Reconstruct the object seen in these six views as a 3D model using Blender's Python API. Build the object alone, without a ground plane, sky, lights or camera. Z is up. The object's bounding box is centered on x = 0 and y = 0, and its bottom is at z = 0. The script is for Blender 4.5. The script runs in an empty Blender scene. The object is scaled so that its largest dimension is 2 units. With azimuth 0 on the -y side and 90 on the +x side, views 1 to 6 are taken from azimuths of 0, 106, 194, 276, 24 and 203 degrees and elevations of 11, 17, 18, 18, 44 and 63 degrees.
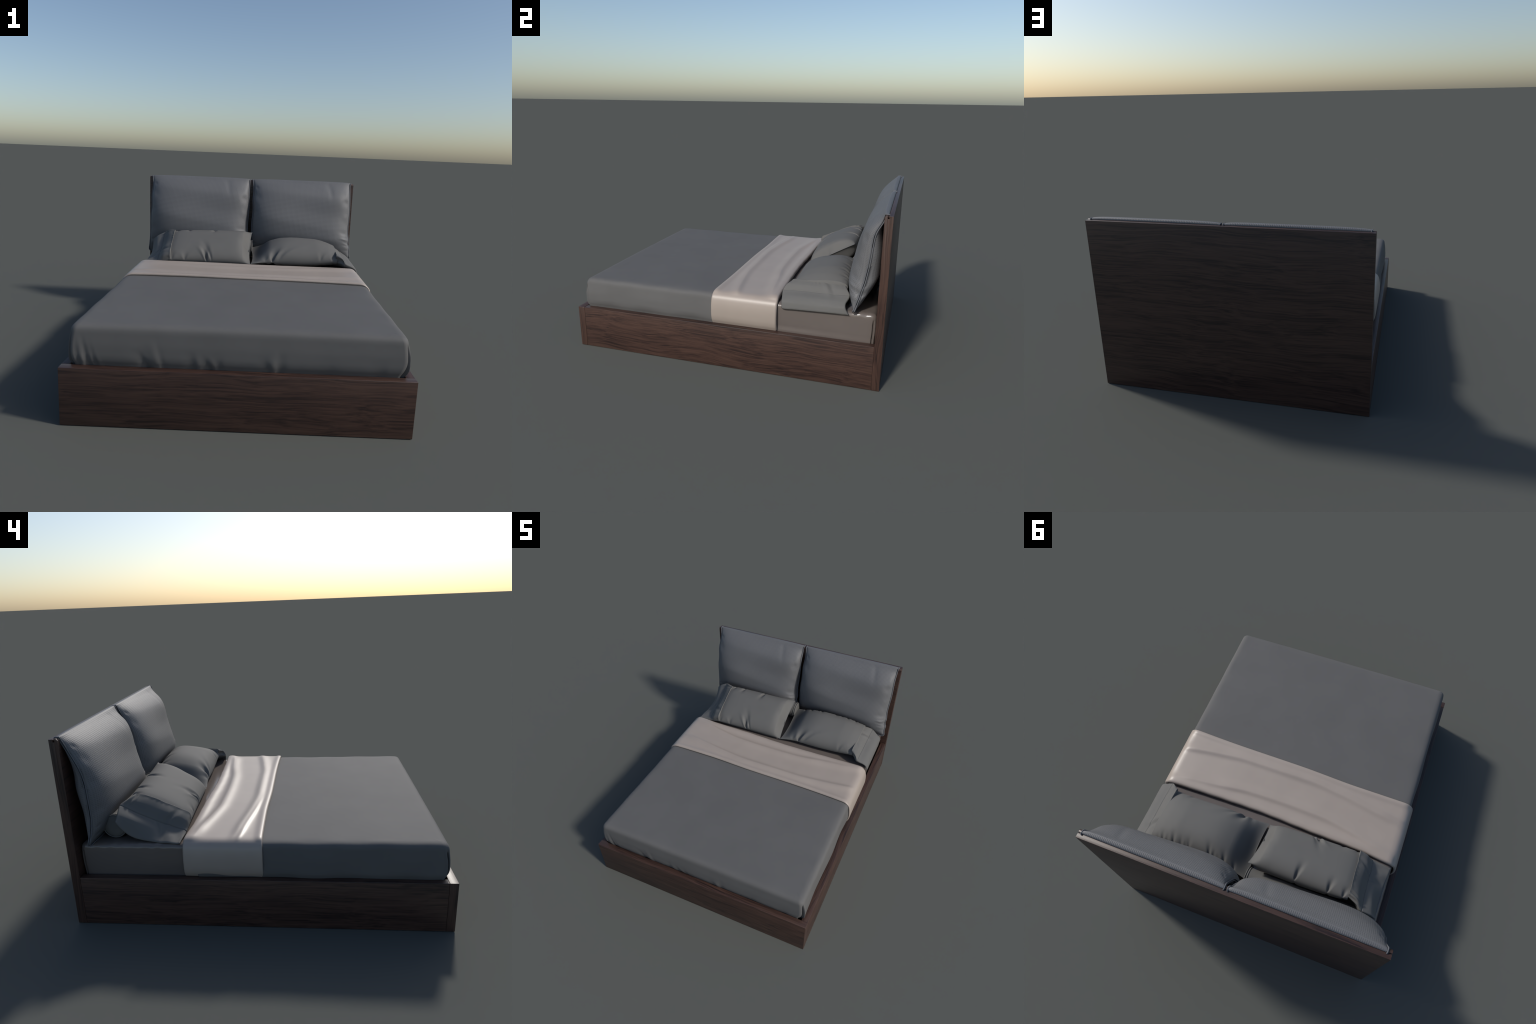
# A dark walnut platform bed: panel headboard with two hanging cushions,
# grey duvet, folded satin blanket, two pillows with open hems and a bolster.
import bpy, bmesh, math
import numpy as np

# ------------------------------------------------------------------ helpers
def pchip(xs, ys, x):
    """Monotone cubic interpolation of ys (n or n,k) at xs."""
    xs = np.asarray(xs, float); ys = np.asarray(ys, float)
    one = ys.ndim == 1
    if one: ys = ys[:, None]
    h = np.diff(xs)[:, None]; d = np.diff(ys, axis=0) / h
    m = np.zeros_like(ys)
    m[0], m[-1] = d[0], d[-1]
    for i in range(1, len(xs) - 1):
        w1, w2 = 2 * h[i] + h[i - 1], h[i] + 2 * h[i - 1]
        ok = d[i - 1] * d[i] > 0
        with np.errstate(divide='ignore', invalid='ignore'):
            hm = (w1 + w2) / (w1 / d[i - 1] + w2 / d[i])
        m[i] = np.where(ok, hm, 0)
    x = np.asarray(x, float)
    k = np.clip(np.searchsorted(xs, x) - 1, 0, len(xs) - 2)
    t = ((x - xs[k]) / np.diff(xs)[k])[:, None]; hk = h[k]
    r = ((2*t**3 - 3*t**2 + 1) * ys[k] + (t**3 - 2*t**2 + t) * hk * m[k]
         + (-2*t**3 + 3*t**2) * ys[k + 1] + (t**3 - t**2) * hk * m[k + 1])
    return r[:, 0] if one else r

def catmull(pts, n):
    """Smooth curve through pts, resampled to n points evenly along its length."""
    P = np.asarray(pts, float)
    E = np.vstack([2 * P[0] - P[1], P, 2 * P[-1] - P[-2]])
    out = []
    for i in range(1, len(E) - 2):
        t = np.linspace(0, 1, 24, endpoint=False)[:, None]
        a, b, c, d = E[i - 1], E[i], E[i + 1], E[i + 2]
        out.append(.5 * (2*b + (c - a)*t + (2*a - 5*b + 4*c - d)*t**2 + (3*b - a - 3*c + d)*t**3))
    C = np.vstack(out + [P[-1:]])
    s = np.r_[0, np.cumsum(np.linalg.norm(np.diff(C, axis=0), axis=1))]
    q = np.linspace(0, s[-1], n)
    return np.stack([np.interp(q, s, C[:, k]) for k in range(P.shape[1])], 1)

def lerp_curve(pts, n):
    """Curve through control rows given with equal parameter spacing."""
    P = np.asarray(pts, float)
    return pchip(np.linspace(0, 1, len(P)), P, np.linspace(0, 1, n))

def sstep(a, b, x):
    t = np.clip((x - a) / (b - a), 0, 1)
    return t * t * (3 - 2 * t)

def gauss(x, w): return np.exp(-(x / w) ** 2)

def smooth_noise(x, y, seed, scale, terms=7):
    """Gentle sum of sines, used for slight unevenness of cloth."""
    r = np.random.RandomState(seed); out = 0
    for _ in range(terms):
        a = r.uniform(0, 2 * math.pi); f = scale * r.uniform(.5, 1.6)
        out = out + np.sin((x * math.cos(a) + y * math.sin(a)) * f + r.uniform(0, 6.28))
    return out / terms

def link(name, me, mat, parent=None, smooth=True):
    ob = bpy.data.objects.new(name, me)
    bpy.context.scene.collection.objects.link(ob)
    for m in (mat if isinstance(mat, (list, tuple)) else [mat]):
        me.materials.append(m)
    if smooth:
        me.polygons.foreach_set("use_smooth", [True] * len(me.polygons))
    if parent: ob.parent = parent
    return ob

def mesh_from(name, verts, faces, weld=1e-5):
    me = bpy.data.meshes.new(name)
    me.from_pydata([tuple(v) for v in verts], [], faces)
    bm = bmesh.new(); bm.from_mesh(me)
    if weld: bmesh.ops.remove_doubles(bm, verts=bm.verts, dist=weld)
    bmesh.ops.recalc_face_normals(bm, faces=bm.faces)
    bm.to_mesh(me); bm.free()
    return me

def grid_faces(n, m, off=0, close_n=False, close_m=False):
    f = []
    for i in range(n if close_n else n - 1):
        for j in range(m if close_m else m - 1):
            a, b = i, (i + 1) % n; c, d = j, (j + 1) % m
            f.append((off + a*m + c, off + b*m + c, off + b*m + d, off + a*m + d))
    return f

def tube(path, rad, seg=8):
    """Closed-ended tube round a path (n,3)."""
    P = np.asarray(path, float); n = len(P)
    T = np.gradient(P, axis=0); T /= np.linalg.norm(T, axis=1)[:, None] + 1e-12
    up = np.array([.31, .17, .93]); V = []
    for p, t in zip(P, T):
        a = np.cross(t, up); a /= np.linalg.norm(a); b = np.cross(t, a)
        for k in range(seg):
            w = 2 * math.pi * k / seg
            V.append(p + rad * (a * math.cos(w) + b * math.sin(w)))
    F = grid_faces(n, seg, close_m=True)
    F += [tuple(range(seg)), tuple((n - 1) * seg + k for k in range(seg))]
    return V, F

def join_parts(parts):
    V, F = [], []
    for v, f in parts:
        o = len(V); V += list(v); F += [tuple(i + o for i in q) for q in f]
    return V, F

def bevel_mod(ob, w, seg=3):
    m = ob.modifiers.new("edge", 'BEVEL'); m.width = w; m.segments = seg
    m.limit_method = 'ANGLE'; m.angle_limit = math.radians(35); m.harden_normals = False
    dg = bpy.context.evaluated_depsgraph_get()
    me = bpy.data.meshes.new_from_object(ob.evaluated_get(dg))
    ob.modifiers.clear(); ob.data = me
    me.set_sharp_from_angle(angle=math.radians(40)) if hasattr(me, "set_sharp_from_angle") else None

# ---------------------------------------------------------------- materials
def new_mat(name):
    m = bpy.data.materials.new(name); m.use_nodes = True
    nt = m.node_tree; return m, nt, nt.nodes["Principled BSDF"]

def node(nt, kind, **kw):
    n = nt.nodes.new(kind)
    for k, v in kw.items(): setattr(n, k, v)
    return n

def math_node(nt, op, a, b=None):
    n = node(nt, 'ShaderNodeMath', operation=op)
    for i, v in enumerate((a, b)):
        if v is None: continue
        if isinstance(v, (int, float)): n.inputs[i].default_value = v
        else: nt.links.new(v, n.inputs[i])
    return n.outputs[0]

def wood(name, grain, seed, tone=1.0):
    """Walnut veneer; grain is the axis (0 x, 1 y, 2 z) the streaks run along."""
    m, nt, b = new_mat(name); L = nt.links
    tc = node(nt, 'ShaderNodeTexCoord')
    # slow sideways wander of the grain lines
    wm = node(nt, 'ShaderNodeMapping'); ws = [4.0] * 3; ws[grain] = 2.0
    wm.inputs['Scale'].default_value = ws; wm.inputs['Location'].default_value = (seed * 3, seed, -seed)
    L.new(tc.outputs['Object'], wm.inputs['Vector'])
    wn = node(nt, 'ShaderNodeTexNoise'); wn.inputs['Scale'].default_value = 1; wn.inputs['Detail'].default_value = 1.5
    L.new(wm.outputs[0], wn.inputs['Vector'])
    off = node(nt, 'ShaderNodeVectorMath', operation='MULTIPLY')
    sub = node(nt, 'ShaderNodeVectorMath', operation='SUBTRACT'); sub.inputs[1].default_value = (.5, .5, .5)
    L.new(wn.outputs['Color'], sub.inputs[0]); L.new(sub.outputs[0], off.inputs[0])
    amt = [.075] * 3; amt[grain] = 0
    off.inputs[1].default_value = amt
    add = node(nt, 'ShaderNodeVectorMath', operation='ADD')
    L.new(tc.outputs['Object'], add.inputs[0]); L.new(off.outputs[0], add.inputs[1])
    warped = add.outputs[0]
    def streaks(along, across, detail, dist, shift):
        mp = node(nt, 'ShaderNodeMapping')
        s = [across] * 3; s[grain] = along
        mp.inputs['Scale'].default_value = s
        mp.inputs['Location'].default_value = (seed + shift, seed * 1.7 - shift, seed * .6 + shift)
        L.new(warped, mp.inputs['Vector'])
        n = node(nt, 'ShaderNodeTexNoise')
        n.inputs['Scale'].default_value = 1; n.inputs['Detail'].default_value = detail
        n.inputs['Roughness'].default_value = .6; n.inputs['Distortion'].default_value = dist
        L.new(mp.outputs[0], n.inputs['Vector'])
        return n.outputs['Fac']
    broad = streaks(1.3, 17, 3, .5, 0)
    fine = streaks(1.9, 125, 4, .3, 3.1)
    pores = streaks(11, 260, 2, 0, 7.7)
    mix = math_node(nt, 'ADD', math_node(nt, 'MULTIPLY', broad, .32), math_node(nt, 'MULTIPLY', fine, .68))
    mix = math_node(nt, 'ADD', mix, math_node(nt, 'MULTIPLY', math_node(nt, 'SUBTRACT', pores, .5), .10))
    cr = node(nt, 'ShaderNodeValToRGB'); e = cr.color_ramp.elements
    e[0].position = .39; e[0].color = (.0230 * tone, .0128 * tone, .0110 * tone, 1)
    e[1].position = .605; e[1].color = (.0745 * tone, .0405 * tone, .0298 * tone, 1)
    k = e.new(.485); k.color = (.0520 * tone, .0275 * tone, .0210 * tone, 1)
    L.new(mix, cr.inputs[0]); L.new(cr.outputs[0], b.inputs['Base Color'])
    b.inputs['Roughness'].default_value = .42
    b.inputs['Specular IOR Level'].default_value = .5
    bp = node(nt, 'ShaderNodeBump'); bp.inputs['Strength'].default_value = .12; bp.inputs['Distance'].default_value = .002
    L.new(fine, bp.inputs['Height']); L.new(bp.outputs[0], b.inputs['Normal'])
    return m

def cloth(name, col, rough, sheen=0.0, spec=.5, fleck=.04):
    m, nt, b = new_mat(name); L = nt.links
    tc = node(nt, 'ShaderNodeTexCoord')
    n = node(nt, 'ShaderNodeTexNoise'); n.inputs['Scale'].default_value = 5; n.inputs['Detail'].default_value = 3
    L.new(tc.outputs['Object'], n.inputs['Vector'])
    cr = node(nt, 'ShaderNodeValToRGB'); e = cr.color_ramp.elements
    e[0].position = .3; e[1].position = .7
    e[0].color = tuple(c * (1 - fleck) for c in col) + (1,)
    e[1].color = tuple(c * (1 + fleck) for c in col) + (1,)
    L.new(n.outputs['Fac'], cr.inputs[0]); L.new(cr.outputs[0], b.inputs['Base Color'])
    b.inputs['Roughness'].default_value = rough
    b.inputs['Specular IOR Level'].default_value = spec
    b.inputs['Sheen Weight'].default_value = sheen
    b.inputs['Sheen Roughness'].default_value = .5
    return m

def waffle(name, col, rough, pitch):
    """Coarse woven upholstery: a grid of small dimples following x and the drop."""
    m = cloth(name, col, rough); nt = m.node_tree; L = nt.links; b = nt.nodes["Principled BSDF"]
    tc = node(nt, 'ShaderNodeTexCoord'); sp = node(nt, 'ShaderNodeSeparateXYZ')
    L.new(tc.outputs['Object'], sp.inputs[0])
    k = 2 * math.pi / pitch
    lean = math_node(nt, 'MAXIMUM', math_node(nt, 'SUBTRACT', sp.outputs['Y'], .83), 0)
    drop = math_node(nt, 'ADD', sp.outputs['Z'], math_node(nt, 'MULTIPLY', lean, .42))
    sx = math_node(nt, 'SINE', math_node(nt, 'MULTIPLY', sp.outputs['X'], k))
    sz = math_node(nt, 'SINE', math_node(nt, 'MULTIPLY', drop, k))
    h = math_node(nt, 'MAXIMUM', sx, sz)
    bp = node(nt, 'ShaderNodeBump'); bp.inputs['Strength'].default_value = .25; bp.inputs['Distance'].default_value = .0012
    L.new(h, bp.inputs['Height']); L.new(bp.outputs[0], b.inputs['Normal'])
    # hollows of the weave are a little darker
    mul = node(nt, 'ShaderNodeMix', data_type='RGBA', blend_type='MULTIPLY')
    mul.inputs['Factor'].default_value = 1
    src = b.inputs['Base Color'].links[0].from_socket
    sh = node(nt, 'ShaderNodeMapRange'); sh.inputs['From Min'].default_value = -1; sh.inputs['From Max'].default_value = 1
    sh.inputs['To Min'].default_value = .79; sh.inputs['To Max'].default_value = 1.05
    L.new(h, sh.inputs['Value'])
    L.new(src, mul.inputs['A']); L.new(sh.outputs[0], mul.inputs['B']); L.new(mul.outputs['Result'], b.inputs['Base Color'])
    return m

WOOD_X = wood("walnut_long_grain", 0, 2.3, .85)
WOOD_Y = wood("walnut_rail_grain", 1, 5.1, .92)
WOOD_Z = wood("walnut_upright_grain", 2, 8.4, .92)
DUVET = cloth("grey_cotton_duvet", (.108, .106, .104), .76, spec=.3)
PILLOW = cloth("grey_cotton_pillowcase", (.117, .115, .110), .76, spec=.28)
CUSHION = waffle("blue_grey_weave", (.119, .120, .124), .58, .0095)
PIPING = cloth("blue_grey_piping", (.108, .112, .122), .65, spec=.3)
SHEET = cloth("taupe_satin_sheet", (.128, .109, .099), .17)
BLANKET = cloth("beige_satin_blanket", (.324, .274, .236), .44, spec=.65)
CORE = cloth("dark_base_board", (.02, .018, .016), .8)

# --------------------------------------------------------------- dimensions
HX, HY = .805, 1.0            # half width, half length
RAIL_Z, HEAD_Z = .278, 1.040
HEAD_F, FOOT_B = .9535, -.9555  # inner faces of headboard and footboard
RAIL_T = .043

bed = bpy.data.objects.new("platform_bed", None)
bpy.context.scene.collection.objects.link(bed)
bed["label"] = "dark walnut platform bed with grey bedding and cushioned headboard"
bed["category"] = "bed"

# -------------------------------------------------------------------- frame
def prism(profile, x0, x1):
    """Extrude a closed (y, z) outline along x."""
    n = len(profile)
    V = [(x0, y, z) for y, z in profile] + [(x1, y, z) for y, z in profile]
    F = [tuple(range(n)), tuple(range(n, 2 * n))]
    F += [(i, (i + 1) % n, n + (i + 1) % n, n + i) for i in range(n)]
    return V, F

def box(x0, x1, y0, y1, z0, z1):
    return prism([(y0, z0), (y1, z0), (y1, z1), (y0, z1)], x0, x1)

def board(name, geo, mats, bev):
    ob = link(name, mesh_from(name, *geo), mats, bed, smooth=True)
    bevel_mod(ob, bev)
    for p in ob.data.polygons:                    # end faces show upright grain
        p.material_index = 1 if len(mats) > 1 and abs(p.normal.x) > .7 else 0
    return ob

slot = [(.9745 + .0045 * math.cos(a), 1.0295 + .0045 * math.sin(a))
        for a in np.linspace(math.radians(70), math.radians(-250), 12)]
head_profile = ([(HEAD_F, 0), (HY, 0), (HY, HEAD_Z), (.9760, HEAD_Z)] + slot +
                [(.9730, HEAD_Z), (.9700, 1.0425), (.9610, 1.0425), (HEAD_F, 1.033)])
board("headboard", prism(head_profile, -HX, HX), [WOOD_X, WOOD_Z], .0008)
board("footboard", box(-HX, HX, -HY, FOOT_B, 0, RAIL_Z), [WOOD_X, WOOD_Z], .0016)
for i, s in enumerate((1, -1)):
    x0, x1 = sorted((s * (HX - .0008), s * (HX - RAIL_T)))
    board("side_rail", box(x0, x1, FOOT_B + .0004, HEAD_F - .0004, 0, RAIL_Z - .0006), [WOOD_Y], .0016)
board("base_panel", box(-HX + RAIL_T + .001, HX - RAIL_T - .001, FOOT_B + .001, HEAD_F - .001, .17, .20), [CORE], .001)

# ------------------------------------------------- tucked bedding (ring loft)
def ring_body(x_half, y0, y1, corner, profile, shape, n_side=150, n_corner=56):
    """Rounded-rectangle rings stepped through profile [(inset, z)].
    shape(P, arc, level) may move the ring points; arc is the outward direction."""
    rings = []
    for inset, z in profile:
        hx, a, b = x_half - inset, y0 + inset, y1 - inset
        r = max(corner - max(inset, 0) * .6, .002)
        pts, nrm = [], []
        cs = [(hx - r, a + r, -90), (hx - r, b - r, 0), (-hx + r, b - r, 90), (-hx + r, a + r, 180)]
        for k in range(4):
            cx, cy, a0 = cs[k]; nx, ny, _ = cs[(k + 1) % 4]
            for t in np.linspace(0, 90, n_corner):
                w = math.radians(a0 + t); c, s = math.cos(w), math.sin(w)
                pts.append((cx + r * c, cy + r * s)); nrm.append((c, s))
            p0 = np.array(pts[-1]); w = math.radians(a0 + 90)
            p1 = np.array((nx + r * math.cos(w), ny + r * math.sin(w)))
            for t in np.linspace(0, 1, n_side + 2)[1:-1]:
                pts.append(tuple(p0 + (p1 - p0) * t)); nrm.append((math.cos(w), math.sin(w)))
        P = np.column_stack([np.array(pts), np.full(len(pts), z)])
        rings.append(shape(P, np.array(nrm), inset, z))
    m = len(rings[0]); V = np.vstack(rings); F = grid_faces(len(rings), m, close_m=True)
    F += [tuple(range(m)), tuple((len(rings) - 1) * m + i for i in range(m))]
    return V, F

def profile_samples(pts, n):
    return [tuple(p) for p in catmull(pts, n)]

# --- duvet: rolled edge, bulging sides tucked behind the rails, corner pleats
duvet_profile = ([(d, .4700) for d in (.60, .5, .4, .3, .22, .16, .12, .09)] +
    profile_samples([(.062, .4700), (.034, .4688), (.014, .4640), (.002, .4545), (-.0035, .441), (-.0070, .415), (-.0110, .38),
                     (-.0125, .35), (-.0125, .325), (-.009, .303), (-.003, .287), (.001, .275), (.010, .24)], 52))
FOOT_FOLDS = [  # x at the top of the fold, run to the right going down, top z, width, depth
    (-.738, .10, .43, .006, .007), (-.728, .16, .43, .006, -.007), (-.716, .25, .42, .008, .010), (-.700, .28, .41, .007, -.007),
    (-.688, .28, .40, .008, .009), (-.668, .25, .39, .008, -.006), (-.655, .12, .385, .008, .004), (-.459, .50, .345, .010, .009),
    (-.425, .15, .37, .020, .003), (-.402, .28, .41, .010, -.006), (-.385, .30, .40, .009, .003), (-.215, .15, .35, .012, .007), (-.192, .10, .345, .008, -.004),
    (-.155, .35, .325, .008, .009), (-.125, .40, .315, .007, -.004), (-.088, .0, .335, .010, .005), (.108, .40, .335, .010, .005),
    (.140, .3, .345, .008, -.003), (.165, -.05, .385, .010, -.004), (.195, .0, .38, .012, .004), (.650, .05, .35, .018, .004), (.665, .1, .34, .008, -.002), (.40, .1, .36, .03, .003)]
def duvet_shape(P, N, inset, z):
    P = P.copy(); x, y = P[:, 0].copy(), P[:, 1].copy()
    side = np.abs(N[:, 0])
    low = sstep(.45, .36, z)
    P[:, 0] += N[:, 0] * low * .0035 * np.sin(y * 13 + 1.1 * np.sign(x)) * side
    P[:, 0] += N[:, 0] * .0025 * np.sin(y * 21 + 2 + x) * side * sstep(.33, .28, z)
    front = sstep(.6, .98, -N[:, 1])
    P[:, 1] += front * (-.001 * sstep(.36, .28, z))                     # foot end leans inward lower down
    for fx, lean, top, w, dep in FOOT_FOLDS:
        top = min(top + .03, .45); w = w * 1.5
        a = sstep(top, .285, z)
        q = x - (fx + lean * (top - z))
        P[:, 1] += front * dep * .62 * a * np.where(q > 0, gauss(q, w * .8), gauss(q, w * 1.9))
    P[:, 0] -= .006 * sstep(.34, .28, z) * (x < 0) * side
    P[:, 2] += (.0012 * smooth_noise(x, y, 4, 7) + .0045 * (1 - (x / .757) ** 2)) * sstep(.43, .468, z)
    # pleat at the foot corners: the side panel stands proud of a dark slit
    ang = np.degrees(np.arctan2(np.abs(N[:, 0]), -N[:, 1]))
    corner = (y < -.85) & (ang > 1) & (ang < 89.5)
    deep = sstep(.445, .37, z)
    g = gauss(ang - 56, 9) * deep * corner
    P[:, 0] -= np.sign(x) * .040 * g; P[:, 1] += .016 * g
    p = gauss(ang - 82, 12) * deep * corner
    P[:, 0] += np.sign(x) * .003 * p; P[:, 1] -= .006 * p
    P[:, 0] -= np.where(x > 0, .015, -.006) * sstep(.36, .28, z) * sstep(.70, .757, np.abs(x)) * (ang < 50) * (y < -.85)
    P[:, 2] += .0022 * np.sin(y * 9 + .8) * np.sin(y * 17) * side * sstep(.40, .45, z) * sstep(.07, .02, inset)
    return P
V, F = ring_body(.7605, -.9535, .338, .030, duvet_profile, duvet_shape)
link("duvet", mesh_from("duvet", V, F), DUVET, bed)

# --- mattress in a satin sheet; it shows between the blanket and the headboard
mat_profile = ([(d, .4545) for d in (.60, .5, .3, .15, .08)] +
    profile_samples([(.05, .4545), (.025, .453), (.010, .4485), (.001, .438), (-.002, .42), (-.003, .38),
                     (-.002, .33), (.001, .29), (.002, .25), (.002, .205)], 40))
def mattress_shape(P, N, inset, z):
    P = P.copy(); x, y = P[:, 0].copy(), P[:, 1].copy()
    P[:, 0] *= 1 - .03 * sstep(.15, -.02, y)
    P[:, 2] -= .012 * sstep(.15, -.02, y) * (z > .4)
    edge = gauss(z - .445, .012) * (inset < .06)
    P[:, 2] += edge * .0011 * (np.sin(y * 75) + .8 * np.sin(y * 131 + 1) + .5 * np.sin(x * 60))
    P[:, 0] += N[:, 0] * edge * .0012 * np.sin(y * 97 + .5)
    ang = np.degrees(np.arctan2(np.abs(N[:, 0]), N[:, 1]))
    corner = (y > .8) & (ang > 1) & (ang < 89.5)
    g = gauss(ang - 64, 11) * sstep(.425, .38, z) * corner
    P[:, 0] -= np.sign(x) * .014 * g; P[:, 1] -= .006 * g
    return P
V, F = ring_body(.753, -.90, .9495, .026, mat_profile, mattress_shape)
link("mattress", mesh_from("mattress", V, F), SHEET, bed)

# ------------------------------------------------------------------- blanket
def build_blanket():
    # path across the bed: up one side, over the top, down the other
    half = [(0, .4745), (.3, .4742), (.55, .4732), (.68, .4715), (.725, .469), (.748, .4605), (.7625, .444),
            (.7695, .42), (.7735, .39), (.7745, .36), (.7730, .33), (.768, .307), (.762, .294), (.755, .281)]
    path = [(-x, z) for x, z in half[:0:-1]] + half
    C = catmull(path, 420)
    T = np.gradient(C, axis=0); T /= np.linalg.norm(T, axis=1)[:, None]
    Nn = np.column_stack([-T[:, 1], T[:, 0]])
    Nn *= np.sign(Nn[len(C) // 2, 1])
    x = C[:, 0]
    xf = np.array([-.78, -.754, -.414, -.046, .373, .761, .78])
    front = pchip(xf, [-.026, -.024, -.0225, -.035, -.039, -.0535, -.055], x)
    rear = pchip([-.78, -.758, -.543, -.249, .146, .4, .68, .757, .78], [.392, .392, .376, .369, .3545, .358, .365, .367, .366], x)
    # a little scalloping of the rear hem
    rear = rear + .0007 * np.sin(x * 46) * np.exp(-(x / .6) ** 4)
    top = sstep(.46, .472, C[:, 1])
    ridgeA = pchip([-.78, -.69, -.56, -.32, -.1, .3, .5, .69, .78], [.15, .125, .105, .066, .046, .046, .064, .092, .11], x)
    ridgeB = pchip([-.78, -.6, -.45, -.28, 0, .2, .45, .68, .78], [.345, .315, .282, .254, .246, .25, .282, .305, .32], x)
    m = 150
    w = (1 - np.cos(np.linspace(0, math.pi, m))) / 2 * .35 + np.linspace(0, 1, m) * .65
    U, L = [], []
    for i in range(len(C)):
        y = front[i] + (rear[i] - front[i]) * w
        df, dr = y - front[i], rear[i] - y
        h = .0108 * np.sqrt(np.clip(1 - (1 - np.clip(df / .008 + .08, 0, 1)) ** 2, 0, 1)) * np.sqrt(np.clip(1 - (1 - np.clip(dr / .012, 0, 1)) ** 2, 0, 1))
        t = top[i]; xa = x[i]
        fa = .0122 * (1 - .25 * abs(xa)) * t * sstep(.80, .62, abs(xa) + (.02 if xa < 0 else -.05))
        qa = y - ridgeA[i]; h = h + fa * np.where(qa > 0, gauss(qa, .023), gauss(qa, .040))
        h = h + .0026 * t * gauss(y - ridgeA[i] + .030, .012) * sstep(-.05, -.40, xa)   # doubled crease at the far side
        fb = .0105 * t * sstep(.80, .60, abs(xa))
        qb = y - ridgeB[i]; h = h + fb * np.where(qb > 0, gauss(qb, .022), gauss(qb, .038))
        # puffed hems at both long edges
        h = h + t * .0065 * gauss(df - .018, .020) + t * (.0095 + .002 * xa) * gauss(dr - .026, .030)
        h = h + .0010 * smooth_noise(np.full(m, xa), y, 8, 9)
        up = np.column_stack([C[i, 0] + Nn[i, 0] * h, y, C[i, 1] + Nn[i, 1] * h])
        lo = np.column_stack([np.full(m, C[i, 0] - Nn[i, 0] * .0035), y + .009 * gauss(df, .012), np.full(m, C[i, 1] - Nn[i, 1] * .0035)])
        U.append(up); L.append(lo)
    n = len(C)
    V = np.vstack(U + L); F = grid_faces(n, m) + grid_faces(n, m, n * m)
    o = n * m
    for i in range(n - 1):
        F.append((i*m, (i+1)*m, o + (i+1)*m, o + i*m)); k = m - 1
        F.append((i*m+k, (i+1)*m+k, o + (i+1)*m+k, o + i*m+k))
    for j in range(m - 1):
        F.append((j, j+1, o+j+1, o+j)); k = (n - 1) * m
        F.append((k+j, k+j+1, o+k+j+1, o+k+j))
    link("blanket", mesh_from("blanket", V, F), BLANKET, bed)
build_blanket()

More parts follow.
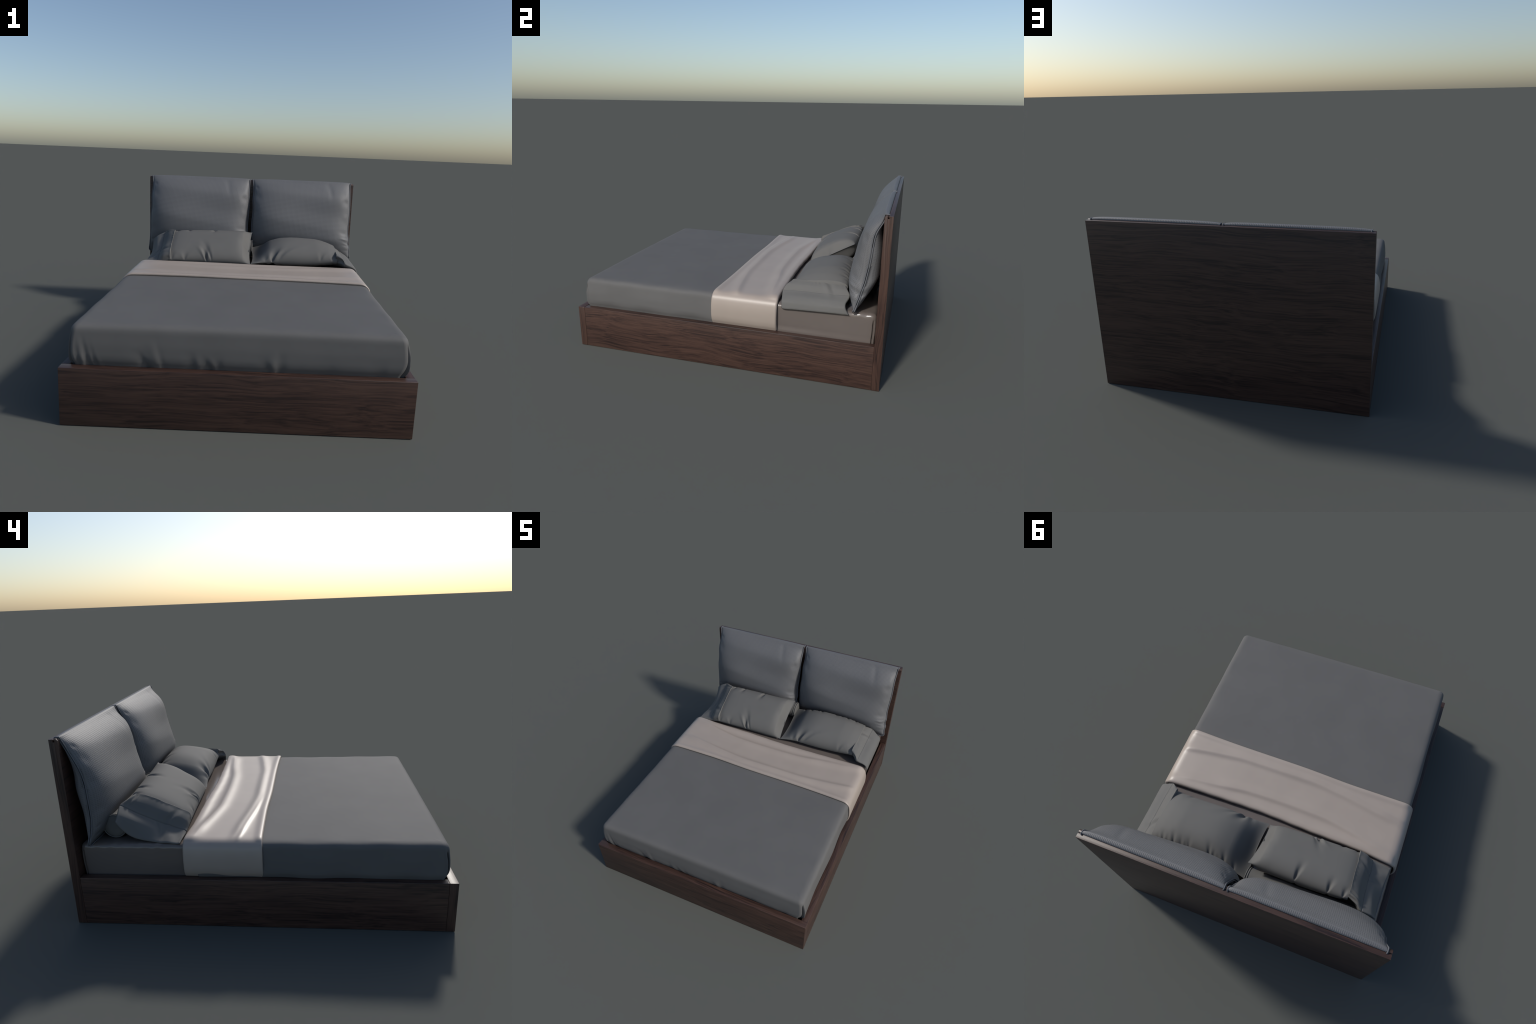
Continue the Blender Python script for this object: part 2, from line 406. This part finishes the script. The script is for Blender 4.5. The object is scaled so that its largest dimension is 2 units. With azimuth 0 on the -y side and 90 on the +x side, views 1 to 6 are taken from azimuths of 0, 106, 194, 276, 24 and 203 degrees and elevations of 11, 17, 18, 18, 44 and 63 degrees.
# --------------------------------------------------------- headboard cushions
CUSH_W = .767
def cushion_surfaces(nu=130, nv=110):
    """Front and back cloth of one cushion in (x, y, z), x from 0 to CUSH_W."""
    seam_l = [(.9745, 1.030), (.9752, 1.040), (.9700, 1.0465), (.9600, 1.0465), (.9500, 1.024), (.926, .968), (.882, .870),
              (.862, .750), (.857, .630), (.862, .550), (.872, .498), (.8805, .4640)]
    seam_r = [(.9745, 1.030), (.9752, 1.040), (.9700, 1.0465), (.9600, 1.0465), (.9480, 1.008), (.906, .915), (.893, .785),
              (.868, .640), (.853, .580), (.842, .540), (.830, .498), (.8200, .4690)]
    face = [(.9745, 1.030), (.9752, 1.0425), (.9690, 1.0520), (.9540, 1.0545), (.9230, 1.0320), (.8420, .946), (.8030, .825),
            (.7720, .715), (.7660, .640), (.7790, .575), (.8060, .515), (.8480, .4620)]
    rear = [(.9735, 1.030), (.9735, 1.0400), (.9690, 1.0430), (.9600, 1.0430), (.9520, 1.020), (.9520, .950), (.9520, .850),
            (.9500, .740), (.9200, .620), (.9020, .565), (.8780, .505), (.8500, .4640)]
    cs = [lerp_curve(p, nv) for p in (seam_l, seam_r, face, rear)]
    u = (1 - np.cos(np.linspace(0, math.pi, nu))) / 2 * .6 + np.linspace(0, 1, nu) * .4
    v = np.linspace(0, 1, nv)
    bulge = np.power(np.clip(1 - np.abs(2 * u - 1) ** np.where(u > .5, 6.0, 3.6), 0, 1), .52)
    bulge_b = np.power(np.clip(1 - np.abs(2 * u - 1) ** 9.0, 0, 1), .42)
    out = []
    for k, b in ((2, bulge), (3, bulge_b)):
        G = np.zeros((nu, nv, 3))
        for i in range(nu):
            seam = cs[0] * (1 - u[i]) + cs[1] * u[i]
            yz = seam + (cs[k] - (cs[0] + cs[1]) / 2) * b[i]
            G[i, :, 1:] = yz
            pull = .008 * np.sin(math.pi * np.clip((v - .3) / .65, 0, 1)) ** 1.0   # sides draw in slightly
            bow = sstep(.50, 1, v)
            G[i, :, 0] = CUSH_W * u[i] - (2 * u[i] - 1) * pull - .015 * bow * (1 - u[i]) ** 2 + .008 * bow * u[i] ** 2
            G[i, :, 0] += .0030 * np.sin(v * 31 + 2 * np.sin(v * 9)) * (u[i] ** 8) - .0022 * np.sin(v * 27 + 1 + 2 * np.sin(v * 11)) * (1 - u[i]) ** 8
        out.append(G)
    G = out[0]
    uu, vv = np.meshgrid(u, v, indexing='ij')
    dents = [(.79, .40, .030, .050, .35, .0045), (.955, .47, .03, .018, .1, .008), (.965, .42, .02, .016, 0, -.003),
             (.945, .63, .045, .018, 0, .006), (.95, .70, .04, .016, -.2, -.005), (.955, .79, .035, .018, 0, .003),
             (.05, .50, .03, .02, 0, .004), (.04, .72, .03, .02, 0, .004), (.30, .955, .015, .03, 0, .004), (.62, .95, .015, .03, 0, .004),
             (.955, .545, .03, .012, .2, -.004), (.965, .58, .02, .012, .3, .003), (.97, .67, .018, .013, -.3, .003), (.965, .745, .02, .012, .2, .002),
             (.035, .43, .018, .014, .2, .005), (.03, .60, .018, .012, -.2, .004), (.035, .82, .02, .012, .2, .005), (.962, .86, .03, .018, -.4, .002), (.06, .90, .03, .016, .5, .005)]
    for cu, cv, wu, wv, sl, dep in dents:
        du, dv = uu - cu, vv - cv
        G[:, :, 1] += dep * gauss(du - sl * dv, wu) * gauss(dv, wv)
    G[:, :, 1] += .0009 * smooth_noise(uu * CUSH_W, vv * .6, 12, 16) * np.sin(math.pi * uu) * sstep(.3, .5, vv)
    return out, u, v

def cushion_meshes():
    (A, B), u, v = cushion_surfaces()
    nu, nv = A.shape[:2]
    V = np.vstack([A.reshape(-1, 3), B.reshape(-1, 3)])
    F = grid_faces(nu, nv) + grid_faces(nu, nv, nu * nv)
    o = nu * nv
    for i in range(nu - 1):
        for j in (0, nv - 1): F.append((i*nv+j, (i+1)*nv+j, o+(i+1)*nv+j, o+i*nv+j))
    for j in range(nv - 1):
        for i in (0, nu - 1): F.append((i*nv+j, i*nv+j+1, o+i*nv+j+1, o+i*nv+j))
    body = mesh_from("cushion", V, F, 4e-5)
    # double welt along both sides and the bottom edge
    parts = []
    for off, rad in ((-.0048, .0034), (.0048, .0034)):
        left = A[0, 6:, :] + np.array([-.0025, off, 0]); right = A[-1, 6:, :] + np.array([.0025, off, 0])
        low = A[:, -1, :] + np.array([0, off, -.002])
        path = np.vstack([left[:-2], low[2:-2], right[:-2][::-1]])
        parts.append(tube(catmull(path[::3], 260), rad))
    V, F = join_parts(parts)
    return body, mesh_from("piping", V, F, 0)
body_me, pipe_me = cushion_meshes()
for x0 in (-.7785, .0140):
    c = link("headboard_cushion", body_me, [] if body_me.materials else CUSHION, bed)
    c.location.x = x0
    p = link("piping", pipe_me, [] if pipe_me.materials else PIPING, c)

# -------------------------------------------------------------------- pillows
def section_loft(stations, taper_end, pow_v, exp_v, pinches, inward, taper_pow=.55, n=190, m=84, seed=1):
    """Pillow body. stations rows: x, front y, front z, back y, back z, top puff, bottom puff, back x shift.
    Row 0 is the sewn inner end, the last row the hem. Returns top and bottom grids."""
    S = np.array(stations, float)
    s0 = np.abs(S[:, 0] - S[0, 0]) / abs(S[-1, 0] - S[0, 0])
    s = np.linspace(0, 1, n) ** 1.25
    R = pchip(s0, S, s)
    w = np.linspace(0, 1, m); v = (1 - np.cos(math.pi * w)) / 2 * .85 + w * .15
    shape = np.power(np.clip(1 - np.abs(2 * v - 1) ** pow_v, 0, 1), exp_v)
    tap = np.power(np.clip(1 - (1 - np.clip(s / taper_end, 0, 1)) ** 2.2, 0, 1), taper_pow)
    tangent = np.array([np.sign(S[-1, 0] - S[0, 0]), 0, 0])
    sx = tangent[0]
    top, bot = np.zeros((n, m, 3)), np.zeros((n, m, 3))
    for i in range(n):
        x, fy, fz, by, bz, tt, tb, bx = R[i]
        Fp, Bp = np.array([x, fy, fz]), np.array([x + bx, by, bz])
        d = Bp - Fp
        nrm = np.array([0, -d[2], d[1]]); nrm /= np.linalg.norm(nrm)
        end = (1 - sstep(0, .22, s[i]))
        for G, a in ((top, tt), (bot, -tb)):
            h = a * tap[i] * shape
            G[i] = Fp + d * v[:, None] + nrm * h[:, None]
            G[i, :, 0] += sx * inward * (4 * v * (1 - v)) ** .7 * end
    ss, vv = np.meshgrid(s, v, indexing='ij')
    dirn = np.stack([np.zeros_like(ss), -(R[:, 4] - R[:, 2])[:, None] + 0 * vv, (R[:, 3] - R[:, 1])[:, None] + 0 * vv], 2)
    dirn /= np.linalg.norm(dirn, axis=2)[..., None]
    disp = np.zeros_like(ss)
    length = abs(S[-1, 0] - S[0, 0])
    for edge, at, amp, width, reach, slant in pinches:
        if edge == 'end':
            dv = ss; da = vv - at; wv = width
        else:
            dv = vv if edge == 'front' else 1 - vv
            da = (ss - at) * length; wv = width
        da = da - slant * dv
        wv = wv * (.6 + 1.2 * dv / reach)
        prof = gauss(da, wv) - (.25 * gauss(da - 1.8 * wv, wv) + .08 * gauss(da + 1.8 * wv, wv)) * (edge != 'back')
        disp -= amp * prof * gauss(dv, reach) * np.power(np.clip(dv / (reach * .25), 0, 1), .5)
    disp += .0008 * smooth_noise(ss * length, vv * .36, seed, 14) * np.sin(math.pi * vv)
    top += dirn * disp[..., None]
    bot -= dirn * (.5 * disp)[..., None]
    return top, bot, R

def close_pair(top, bot):
    n, m = top.shape[:2]; o = n * m
    V = np.vstack([top.reshape(-1, 3), bot.reshape(-1, 3)])
    F = grid_faces(n, m) + grid_faces(n, m, o)
    for i in range(n - 1):
        for j in (0, m - 1): F.append((i*m+j, (i+1)*m+j, o+(i+1)*m+j, o+i*m+j))
    for j in range(m - 1):
        for i in (0, n - 1): F.append((i*m+j, i*m+j+1, o+i*m+j+1, o+i*m+j))
    return V, F

def sheet_patch(rows, params, n=130, m=110, thick=.010, bumps=None, roll=.006):
    """Cloth flap through control rows (each a list of points front to back), with thickness below."""
    curves = [catmull(r, m) for r in rows]
    A = np.array(curves)
    G = pchip(params, A.reshape(len(rows), -1), np.linspace(0, 1, n)).reshape(n, m, 3)
    du = np.gradient(G, axis=0); dv = np.gradient(G, axis=1)
    N = np.cross(du, dv); N /= np.linalg.norm(N, axis=2)[..., None] + 1e-9
    if N[n // 2, m // 2, 2] < 0: N = -N
    uu, vv = np.meshgrid(np.linspace(0, 1, n), np.linspace(0, 1, m), indexing='ij')
    if bumps: G = G + N * bumps(uu, vv)[..., None]
    # rounded borders: both faces close together near the rim
    e = np.minimum(np.minimum(vv, 1 - vv) * 40, (1 - uu) * 22).clip(0, 1)
    e = np.sqrt(1 - (1 - e) ** 2) * .5
    return G + N * (thick * (e - .5))[..., None], G - N * (thick * (e + .5))[..., None]

def fill_below(pair, floor, reach):
    """Lets the lower layer of a hem sag to the mattress inside its borders."""
    G, B = pair; n, m = G.shape[:2]
    u = np.linspace(0, 1, n)[:, None]; v = np.linspace(0, 1, m)[None, :]
    w = np.clip(np.sin(math.pi * v), 0, 1) ** .5 * sstep(1, reach, u)
    B = B.copy(); B[:, :, 2] -= np.clip(B[:, :, 2] - floor, 0, None) * w
    return G, B

def pillow_object(label, body, flap):
    V, F = body
    me = mesh_from("pillow", V, F, 3e-5)
    ob = link("pillow", me, PILLOW)
    ob["label"] = label; ob["category"] = "pillow"
    V, F = close_pair(*flap)
    link("pillowcase_hem", mesh_from("pillowcase_hem", V, F, 3e-5), PILLOW, ob)
    return ob

# right pillow, lying against its cushion
right_st = [(.021, .407, .483, .790, .530, .0, .0, -.014),
            (.10, .416, .492, .775, .550, .060, .040, .0),
            (.17, .420, .497, .768, .564, .086, .048, .0),
            (.32, .420, .497, .765, .575, .097, .050, .0),
            (.48, .424, .502, .765, .575, .090, .050, .0),
            (.57, .424, .514, .765, .568, .070, .052, .0),
            (.638, .422, .522, .765, .560, .044, .052, .0)]
L_r = .617
def at_r(x): return (x - .021) / L_r
right_pinch = [('front', at_r(.174), .030, .016, .17, .12), ('front', at_r(.215), .008, .022, .24, .30), ('front', at_r(.125), .005, .016, .15, 0),
               ('front', at_r(.515), .006, .012, .12, .10), ('front', at_r(.60), .006, .012, .13, .15)]
for x, a in ((.585, .004), (.554, .010), (.525, .005), (.485, .012), (.436, .007), (.405, .004), (.385, .009), (.258, .013), (.228, .008), (.205, .003), (.165, .011), (.10, .006)):
    right_pinch.append(('back', at_r(x), a, .0085, .07 + a * 5, .10))
top, bot, _ = section_loft(right_st, .42, 2.8, .52, right_pinch, .018, taper_pow=.8, seed=21)
r_rows = [[(.626, .424, .550), (.627, .434, .5715), (.628, .521, .576), (.628, .588, .5775), (.628, .66, .5755), (.628, .735, .5735), (.628, .757, .566)],
          [(.664, .398, .540), (.664, .410, .552), (.664, .53, .556), (.664, .60, .556), (.664, .665, .555), (.666, .75, .557), (.667, .772, .553)],
          [(.689, .378, .5165), (.6895, .39, .520), (.691, .45, .524), (.693, .536, .5265), (.694, .666, .527), (.698, .77, .533), (.699, .788, .5320)],
          [(.742, .386, .490), (.743, .40, .494), (.744, .47, .500), (.745, .53, .502), (.747, .65, .501), (.752, .755, .500), (.753, .772, .498)],
          [(.768, .390, .468), (.769, .405, .472), (.770, .47, .474), (.770, .53, .474), (.771, .65, .475), (.773, .758, .478), (.774, .774, .478)],
          [(.778, .394, .436), (.779, .412, .431), (.7795, .47, .434), (.780, .525, .436), (.780, .653, .440), (.779, .77, .4415), (.778, .796, .441)]]
def r_bumps(u, v):
    b = .0014 * gauss(u, .05) - .0030 * gauss(u - .40, .011)               # proud first hem, stitched second line
    b += .0010 * np.sin(v * 61 + 3 * np.sin(v * 13)) * gauss(u - .05, .06) * sstep(0, .1, v)
    b += .005 * gauss(v - .62 - .18 * u, .05) * gauss(u - .25, .25) - .004 * gauss(v - .72 - .1 * u, .04) * gauss(u - .25, .22)
    b += .0015 * smooth_noise(u * .2, v * .4, 31, 20)
    return b
flap = sheet_patch(r_rows, [0, .22, .40, .70, .86, 1], bumps=r_bumps, thick=.012)
flap = fill_below(flap, .463, .6)
pillow_object("plump grey cotton pillow lying flat, hem flap draped over edge", close_pair(top, bot), flap)

# left pillow, propped up on the bolster
left_st = [(.020, .410, .480, .722, .660, .0, .0, .004),
           (-.04, .408, .482, .722, .655, .066, .098, .0),
           (-.12, .405, .484, .722, .648, .074, .100, .0),
           (-.28, .402, .486, .724, .643, .076, .098, .0),
           (-.42, .398, .487, .722, .641, .070, .090, .0),
           (-.515, .394, .490, .718, .641, .058, .075, .0),
           (-.558, .393, .490, .712, .641, .044, .060, .0)]
def at_l(x): return (.020 - x) / .578
left_pinch = [('front', at_l(-.290), .026, .011, .20, .10), ('front', at_l(-.255), .008, .010, .30, .16), ('front', at_l(-.445), .007, .012, .11, -.05), ('front', at_l(-.535), .006, .012, .12, 0),
              ('back', at_l(-.252), .022, .009, .17, .06), ('back', at_l(-.443), .020, .009, .13, .04), ('back', at_l(-.53), .014, .009, .10, .04),
              ('end', .40, .010, .06, .10, .30)]
topl, botl, _ = section_loft(left_st, .19, 2.6, .52, left_pinch, .013, taper_pow=.40, seed=33)
l_rows = [[(-.546, .391, .490), (-.547, .392, .543), (-.549, .438, .570), (-.551, .489, .594), (-.551, .528, .6095), (-.552, .5665, .630), (-.554, .619, .650), (-.555, .648, .6585), (-.556, .688, .6590), (-.556, .704, .650)],
          [(-.590, .393, .474), (-.596, .397, .520), (-.598, .438, .543), (-.599, .489, .568), (-.596, .528, .5815), (-.596, .5665, .597), (-.598, .619, .620), (-.602, .655, .635), (-.605, .705, .6520), (-.606, .724, .647)],
          [(-.634, .393, .470), (-.637, .408, .485), (-.639, .437, .4935), (-.641, .499, .518), (-.640, .55, .5365), (-.641, .600, .5585), (-.643, .645, .579), (-.645, .680, .5975), (-.648, .728, .624), (-.649, .746, .633)],
          [(-.690, .402, .472), (-.690, .418, .470), (-.688, .445, .472), (-.682, .50, .489), (-.680, .55, .508), (-.682, .600, .530), (-.688, .645, .552), (-.693, .680, .572), (-.699, .728, .597), (-.701, .744, .606)],
          [(-.750, .410, .464), (-.748, .424, .459), (-.745, .455, .459), (-.740, .52, .460), (-.737, .580, .466), (-.735, .63, .474), (-.734, .665, .486), (-.734, .695, .506), (-.736, .730, .545), (-.737, .743, .5735)]]
def l_bumps(u, v):
    b = .0016 * gauss(u, .05) - .0035 * gauss(u - .50, .012)
    b += .0008 * np.sin(v * 61 + 3 * np.sin(v * 11)) * gauss(u - .04, .05)
    b += .0060 * np.sin(v * 88 + .6) * sstep(.82, .95, v) * gauss(u - .18, .2)      # gathers at the back of the hem
    b -= .007 * gauss(v - .30 - .10 * u, .035) * gauss(u - .32, .22)
    b += .004 * gauss(v - .22 - .10 * u, .05) * gauss(u - .32, .25)
    b -= .004 * gauss(v - .45 + .25 * (u - .5), .03) * gauss(u - .65, .15)
    b += .006 * gauss(v - .18, .07) * gauss(u - .85, .15) - .005 * gauss(v - .30, .05) * gauss(u - .82, .16)
    return b
flap = sheet_patch(l_rows, [0, .26, .50, .76, 1], n=130, m=130, bumps=l_bumps, thick=.010)
flap = fill_below(flap, .461, .75)
pillow_object("grey cotton pillow propped up, open hem hanging to mattress", close_pair(topl, botl), flap)

# -------------------------------------------------------------------- bolster
def build_bolster():
    x0, x1, cy, cz, r = -.684, .022, .774, .5250, .0625
    prof = [(x0 - .006, 0), (x0 - .0055, r * .5), (x0 - .002, r * .85), (x0 + .002, r * .97), (x0 + .008, r)]
    xs = np.linspace(x0 + .02, x1 - .02, 60)
    prof += [(x, r + .0012 * math.sin(x * 23) + .0008 * math.sin(x * 51)) for x in xs]
    prof += [(x1 - .008, r), (x1 - .002, r * .97), (x1 + .002, r * .85), (x1 + .0055, r * .5), (x1 + .006, 0)]
    seg = 72; V = []
    for x, q in prof:
        for k in range(seg):
            w = 2 * math.pi * k / seg
            V.append((x, cy + q * math.cos(w), cz + q * math.sin(w)))
    F = grid_faces(len(prof), seg, close_m=True)
    ob = link("bolster", mesh_from("bolster", V, F), PILLOW)
    ob["label"] = "grey cylindrical bolster cushion with piped round ends"
    ob["category"] = "bolster"
    parts = []
    for x in (x0 + .001, x0 + .013, x1 - .001, x1 - .013):
        ring = [(x, cy + (r + .001) * math.cos(t), cz + (r + .001) * math.sin(t)) for t in np.linspace(0, 2 * math.pi, 90)]
        parts.append(tube(ring, .0032))
    V, F = join_parts(parts)
    link("piping", mesh_from("piping", V, F, 0), PILLOW, ob)
build_bolster()
